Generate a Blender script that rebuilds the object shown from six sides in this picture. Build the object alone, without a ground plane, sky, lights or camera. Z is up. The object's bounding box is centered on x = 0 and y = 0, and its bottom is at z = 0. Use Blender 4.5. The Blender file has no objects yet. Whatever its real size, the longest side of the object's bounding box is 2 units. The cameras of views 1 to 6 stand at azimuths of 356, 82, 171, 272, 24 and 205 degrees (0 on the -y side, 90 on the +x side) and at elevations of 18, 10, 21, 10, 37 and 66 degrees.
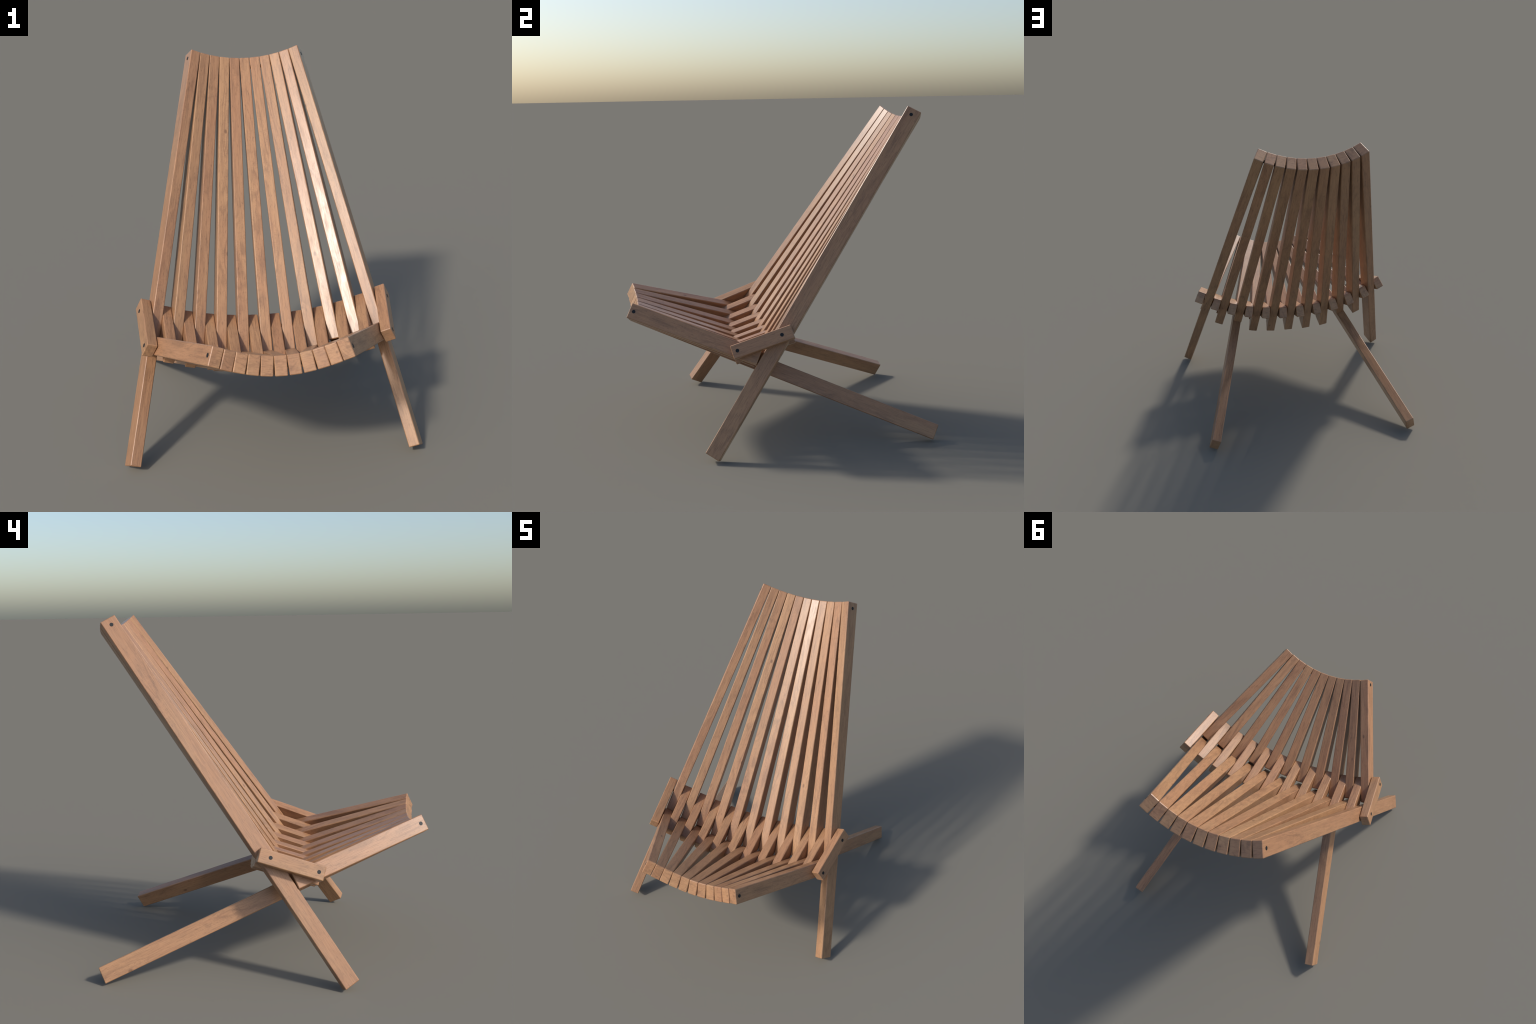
# Slatted hardwood stick chair: eleven back slats, eleven seat slats and twelve
# short links, threaded on four dark curved rods.  The outermost back slats run
# down to the floor as front legs, the third seat slat from each side runs back
# to the floor as a rear leg.
import bpy, bmesh, math
from mathutils import Vector, Matrix

# ----------------------------------------------------------------- materials
def nodes_of(name):
    m = bpy.data.materials.new(name)
    m.use_nodes = True
    nt = m.node_tree
    bsdf = nt.nodes["Principled BSDF"]
    return m, nt, bsdf

class N:
    """small helper to wire shader nodes"""
    def __init__(self, nt):
        self.nt = nt
    def put(self, sock, v):
        if isinstance(v, bpy.types.NodeSocket):
            self.nt.links.new(v, sock)
        elif v is not None:
            sock.default_value = v
    def math(self, op, a, b=None, clamp=False):
        n = self.nt.nodes.new("ShaderNodeMath"); n.operation = op; n.use_clamp = clamp
        self.put(n.inputs[0], a)
        if b is not None: self.put(n.inputs[1], b)
        return n.outputs[0]
    def vec(self, op, a, b):
        n = self.nt.nodes.new("ShaderNodeVectorMath"); n.operation = op
        self.put(n.inputs[0], a); self.put(n.inputs[1], b)
        return n.outputs[0]
    def noise(self, v, scale, detail=3.0, rough=0.55, dist=0.0):
        n = self.nt.nodes.new("ShaderNodeTexNoise")
        self.put(n.inputs["Vector"], v)
        n.inputs["Scale"].default_value = scale
        n.inputs["Detail"].default_value = detail
        n.inputs["Roughness"].default_value = rough
        n.inputs["Distortion"].default_value = dist
        return n.outputs["Fac"]
    def rng(self, v, a, b, c=0.0, d=1.0, smooth=False):
        n = self.nt.nodes.new("ShaderNodeMapRange")
        if smooth: n.interpolation_type = 'SMOOTHSTEP'
        self.put(n.inputs[0], v)
        for k, x in zip((1, 2, 3, 4), (a, b, c, d)): n.inputs[k].default_value = x
        return n.outputs[0]
    def mix(self, f, a, b, mode='MIX'):
        n = self.nt.nodes.new("ShaderNodeMix"); n.data_type = 'RGBA'; n.blend_type = mode
        self.put(n.inputs[0], f)
        for s, v in ((n.inputs[6], a), (n.inputs[7], b)):
            self.put(s, v if isinstance(v, bpy.types.NodeSocket) else (*v, 1.0))
        return n.outputs[2]

def make_wood():
    m, nt, bsdf = nodes_of("oiled_hardwood")
    h = N(nt)
    tc = nt.nodes.new("ShaderNodeTexCoord")
    oi = nt.nodes.new("ShaderNodeObjectInfo")
    rnd = oi.outputs["Random"]
    comb = nt.nodes.new("ShaderNodeCombineXYZ")
    h.put(comb.inputs[0], h.math('MULTIPLY', rnd, 91.0))
    h.put(comb.inputs[1], h.math('MULTIPLY', rnd, 37.0))
    h.put(comb.inputs[2], h.math('MULTIPLY', rnd, 53.0))
    p = h.vec('ADD', tc.outputs["Object"], comb.outputs[0])      # x runs along the slat

    # slow drift between tan and red-brown heartwood
    drift = h.noise(h.vec('MULTIPLY', p, (1.6, 9.0, 9.0)), 1.0, 2.0, 0.5, 0.4)
    # growth rings: stretched field cut into bands, bending into cathedral figures
    field = h.noise(h.vec('MULTIPLY', p, (1.5, 7.0, 7.0)), 1.0, 2.0, 0.45, 0.7)
    wob = h.noise(h.vec('MULTIPLY', p, (9.0, 40.0, 40.0)), 1.0, 2.0, 0.5)
    ph = h.math('ADD', h.math('MULTIPLY', field, 62.0), h.math('MULTIPLY', wob, 3.2))
    band = h.rng(h.math('SINE', ph), -1.0, 1.0)
    band = h.math('POWER', band, 2.2)
    where = h.rng(h.noise(h.vec('MULTIPLY', p, (2.6, 14.0, 14.0)), 1.0, 1.0), 0.44, 0.64, 0.08, 1.0)
    band = h.math('MULTIPLY', band, where)
    # long fibres and short dark pores
    fibre = h.noise(h.vec('MULTIPLY', p, (11.0, 150.0, 260.0)), 1.0, 3.0, 0.6, 0.35)
    pores = h.noise(h.vec('MULTIPLY', p, (34.0, 300.0, 420.0)), 1.0, 2.0, 0.5)
    pores = h.rng(pores, 0.60, 0.72)
    # sawn ends show the same fibres as lines lying across the slat
    sep = nt.nodes.new("ShaderNodeSeparateXYZ")
    h.put(sep.inputs[0], tc.outputs["Normal"])
    end = h.rng(h.math('ABSOLUTE', sep.outputs[0]), 0.6, 0.8)
    endline = h.noise(h.vec('MULTIPLY', p, (20.0, 26.0, 170.0)), 1.0, 3.0, 0.6, 0.5)
    fm = nt.nodes.new("ShaderNodeMix"); fm.data_type = 'FLOAT'
    h.put(fm.inputs[0], end); h.put(fm.inputs[2], fibre); h.put(fm.inputs[3], endline)
    fibre = fm.outputs[0]
    pores = h.math('MULTIPLY', pores, h.rng(end, 0.0, 1.0, 1.0, 0.25))
    streak = h.noise(h.vec('MULTIPLY', p, (2.2, 42.0, 60.0)), 1.0, 3.0, 0.6, 0.3)

    # short chevron flecks lying across the grain in patches
    fleck = h.noise(h.vec('MULTIPLY', p, (95.0, 60.0, 60.0)), 1.0, 2.0, 0.55, 1.2)
    fleck = h.math('MULTIPLY', h.rng(fleck, 0.50, 0.68), where)
    blotch = h.noise(h.vec('MULTIPLY', p, (9.0, 34.0, 34.0)), 1.0, 3.0, 0.6, 0.5)

    tan = (0.424, 0.234, 0.119)
    red = (0.382, 0.195, 0.102)
    dark = (0.182, 0.096, 0.055)
    col = h.mix(h.rng(h.math('ADD', drift, h.math('MULTIPLY', rnd, 0.16)), 0.40, 0.74), tan, red)
    col = h.mix(h.rng(blotch, 0.46, 0.74, 0.0, 0.27), col, (0.215, 0.122, 0.072))
    col = h.mix(h.rng(streak, 0.50, 0.76, 0.0, 0.32), col, dark)
    col = h.mix(h.math('MULTIPLY', band, 0.42), col, dark)
    col = h.mix(h.math('MULTIPLY', fleck, 0.30), col, dark)
    col = h.mix(h.rng(fibre, 0.50, 0.70, 0.0, 0.48), col, dark)
    col = h.mix(h.rng(fibre, 0.48, 0.30, 0.0, 0.30), col, (0.43, 0.250, 0.140))
    col = h.mix(h.math('MULTIPLY', pores, 0.55), col, (0.11, 0.058, 0.036))
    # a few pin knots
    vor = nt.nodes.new("ShaderNodeTexVoronoi")
    vor.inputs["Scale"].default_value = 1.0
    h.put(vor.inputs["Vector"], h.vec('MULTIPLY', p, (4.5, 8.0, 8.0)))
    knot = h.rng(vor.outputs["Distance"], 0.085, 0.03, 0.0, 0.6, True)
    col = h.mix(knot, col, (0.10, 0.048, 0.028))
    # piece to piece tone
    hsv = nt.nodes.new("ShaderNodeHueSaturation")
    h.put(hsv.inputs["Color"], col)
    tone = h.math('FRACT', h.math('MULTIPLY', rnd, 17.31))
    h.put(hsv.inputs["Value"], h.rng(tone, 0.0, 1.0, 0.93, 1.07))
    h.put(bsdf.inputs["Base Color"], hsv.outputs[0])
    ro = h.rng(h.math('ADD', h.math('MULTIPLY', fibre, 0.25), h.math('MULTIPLY', blotch, 0.75)), 0.35, 0.65, 0.28, 0.37)
    h.put(bsdf.inputs["Roughness"], ro)
    bsdf.inputs["Specular IOR Level"].default_value = 0.45
    bmp = nt.nodes.new("ShaderNodeBump")
    bmp.inputs["Strength"].default_value = 0.10
    bmp.inputs["Distance"].default_value = 0.0008
    h.put(bmp.inputs["Height"], h.math('SUBTRACT', h.math('MULTIPLY', fibre, 0.7), h.math('MULTIPLY', pores, 0.5)))
    h.put(bsdf.inputs["Normal"], bmp.outputs[0])
    return m

def make_rod_material():
    m, nt, bsdf = nodes_of("blackened_steel")
    h = N(nt)
    tc = nt.nodes.new("ShaderNodeTexCoord")
    n = h.noise(tc.outputs["Object"], 120.0, 2.0)
    h.put(bsdf.inputs["Base Color"], h.mix(n, (0.008, 0.009, 0.011), (0.016, 0.017, 0.020)))
    bsdf.inputs["Roughness"].default_value = 0.45
    bsdf.inputs["Specular IOR Level"].default_value = 0.25
    return m

WOOD, STEEL = make_wood(), make_rod_material()

# ------------------------------------------------------------------ geometry
# Ends of the slats lie on six smooth arcs, symmetric in x.  j counts pieces from
# the middle: slats sit at whole numbers (-5..5), links at the halves (-5.5..5.5).
def arc(x1, x3, x5, y0, y2, y4, z0, z2, z4):
    def f(j):
        t = j / 5.0
        return Vector((x1*t + x3*t**3 + x5*t**5, y0 + y2*t*t + y4*t**4, z0 + z2*t*t + z4*t**4))
    return f

BACK_TOP   = arc(.3163, -.0175,  .0066,  .8925, -.0492,  .0104, 1.9097, .0623, -.0020)
BACK_LOW   = arc(.6126, -.0303,  .0133,  .0002, -.0239, -.0203,  .5817, .0774,  .0187)
LINK_FRONT = arc(.5967, -.0353,  .0044, -.2775, -.0221, -.0146,  .4617, .0957,  .0196)
LINK_REAR  = arc(.6292, -.0248, -.0021,  .0753, -.0281, -.0128,  .5731, .1086,  .0140)
SEAT_FRONT = arc(.3119, -.0256,  .0015, -.8774, -.0302,  .0035,  .7356, .0976, -.0282)
SEAT_BACK  = arc(.6390, -.0159, -.0448, -.1381, -.1045,  .0575,  .4293, .1053,  .0740)

# family: top/front arc, lower/rear arc, roll about own axis, width, depth
FAMILY = {
    'back': (BACK_TOP, BACK_LOW, (.4451, -.0149), .0588, .0930),
    'link': (LINK_FRONT, LINK_REAR, (-.4610, .0490), .0570, .0825),
    'seat': (SEAT_FRONT, SEAT_BACK, (-.4593, .1359), .0588, .0945),
}
# the outermost slats are set a touch off the arcs (both ends, mirrored)
OUTER = {
    'back': (Vector((-.0022, -.0027, 0)), Vector((0, .0117, -.0080))),
    'seat': (Vector((.0034, 0, .0050)), Vector((.0173, -.0182, -.0319))),
}
BACK_LEN = [1.854, 1.857, 1.854, 1.743, 1.809, 2.389]   # by |j|; 5 is the front leg
SEAT_LEN = [.764, .770, .786, 1.978, .818, .841]        # by |j|; 3 is the rear leg
LINK_LEN = .3730

def frame(fam, j):
    top, low, roll, w, d = FAMILY[fam]
    a, b = top(j), low(j)
    if fam in OUTER and abs(j) == 5:
        mir = Vector((math.copysign(1, j), 1, 1))
        a, b = a + OUTER[fam][0]*mir, b + OUTER[fam][1]*mir
    ax = (a - b).normalized()
    s = Vector((1, 0, 0)); s = (s - ax * s.dot(ax)).normalized()
    n = s.cross(ax)
    ang = roll[0]*(j/5) + roll[1]*(j/5)**3
    s = s*math.cos(ang) + n*math.sin(ang)
    n = s.cross(ax)
    if n.z < 0: n = -n
    return a, ax, n.cross(ax), n          # end point, length axis, side, sitting side

_mesh_cache = {}
def slat_mesh(kind, length, w, d):
    key = (round(length, 4), w, d)
    if key in _mesh_cache: return _mesh_cache[key]
    bm = bmesh.new()
    bmesh.ops.create_cube(bm, size=1.0)
    bmesh.ops.scale(bm, vec=(length, w, d), verts=bm.verts)
    bmesh.ops.bevel(bm, geom=list(bm.edges), offset=0.0050, segments=3, profile=0.5, affect='EDGES')
    me = bpy.data.meshes.new(kind)
    bm.to_mesh(me); bm.free()
    for p in me.polygons: p.use_smooth = True
    # keep the broad faces flat, only the rounded arrises shade softly
    flat = [Vector(p.normal) for p in me.polygons]
    area = [p.area for p in me.polygons]
    normals = [None]*len(me.vertices)
    best = [0.0]*len(me.vertices)
    for p, nv, ar in zip(me.polygons, flat, area):
        for v in p.vertices:
            if ar > best[v]: best[v] = ar; normals[v] = nv
    me.normals_split_custom_set_from_vertices(normals)
    me.materials.append(WOOD)
    _mesh_cache[key] = me
    return me

chair = bpy.data.objects.new("slatted_chair", None)
chair["label"] = "low wooden slat chair with tall curved fan back"
chair["category"] = "chair"
bpy.context.collection.objects.link(chair)

def put(name, me, mat, parent):
    o = bpy.data.objects.new(name, me)
    bpy.context.collection.objects.link(o)
    o.parent = parent
    o.matrix_world = mat
    return o

def slat(name, fam, j, length):
    _, _, _, w, d = FAMILY[fam]
    a, ax, s, n = frame(fam, j)
    c = a + ax * (.0015 - length/2)
    rot = Matrix((ax, s, n)).transposed().to_4x4()
    return put(name, slat_mesh(name, length, w, d), Matrix.Translation(c) @ rot, chair)

for j in range(-5, 6):
    k = abs(j)
    slat("front_leg_slat" if k == 5 else "back_slat", 'back', j, BACK_LEN[k])
    slat("rear_leg_slat" if k == 3 else "seat_slat", 'seat', j, SEAT_LEN[k])
for i in range(12):
    slat("link_slat", 'link', i - 5.5, LINK_LEN)

# ---- rods: dark, threaded through each set of holes, ends flush with the outside
ROD_R, CAP_R = 0.0100, 0.0114
def tube_mesh(name, pts, r, seg=20):
    bm = bmesh.new(); rings = []
    for i, p in enumerate(pts):
        t = (pts[min(i+1, len(pts)-1)] - pts[max(i-1, 0)]).normalized()
        u = t.cross(Vector((0, 1, 0))).normalized(); v = t.cross(u)
        rings.append([bm.verts.new(p + (u*math.cos(2*math.pi*q/seg) + v*math.sin(2*math.pi*q/seg))*r) for q in range(seg)])
    for a, b in zip(rings, rings[1:]):
        for q in range(seg):
            bm.faces.new((a[q], a[(q+1) % seg], b[(q+1) % seg], b[q])).smooth = True
    bm.faces.new(rings[0][::-1]); bm.faces.new(rings[-1])
    bmesh.ops.recalc_face_normals(bm, faces=bm.faces)
    me = bpy.data.meshes.new(name); bm.to_mesh(me); bm.free()
    me.materials.append(STEEL)
    return me

def cap_mesh():
    bm = bmesh.new()
    bmesh.ops.create_cone(bm, cap_ends=True, segments=28, radius1=CAP_R, radius2=CAP_R*0.93, depth=0.006)
    me = bpy.data.meshes.new("rod_cap"); bm.to_mesh(me); bm.free()
    me.materials.append(STEEL)
    return me
CAP = cap_mesh()

def rod(fam, along, last):
    w = FAMILY[fam][3]
    js = [-last + 2*last*i/44 for i in range(45)]
    pts = []
    for j in js:
        a, ax, s, n = frame(fam, j)
        pts.append(a - ax*along + n*0.0008)
    o = put("rod", tube_mesh("rod", pts, ROD_R), Matrix.Identity(4), chair)
    for j in (-last, last):
        a, ax, s, n = frame(fam, j)
        out = s if s.x*j > 0 else -s
        c = a - ax*along + n*0.0008 + out*(w/2 - 0.0018)
        put("rod_cap", CAP, Matrix.Translation(c) @ out.to_track_quat('Z', 'Y').to_matrix().to_4x4(), o)

rod('back', .0400, 5.0)
rod('link', .3064, 5.5)
rod('link', .0325, 5.5)
rod('seat', .0280, 5.0)
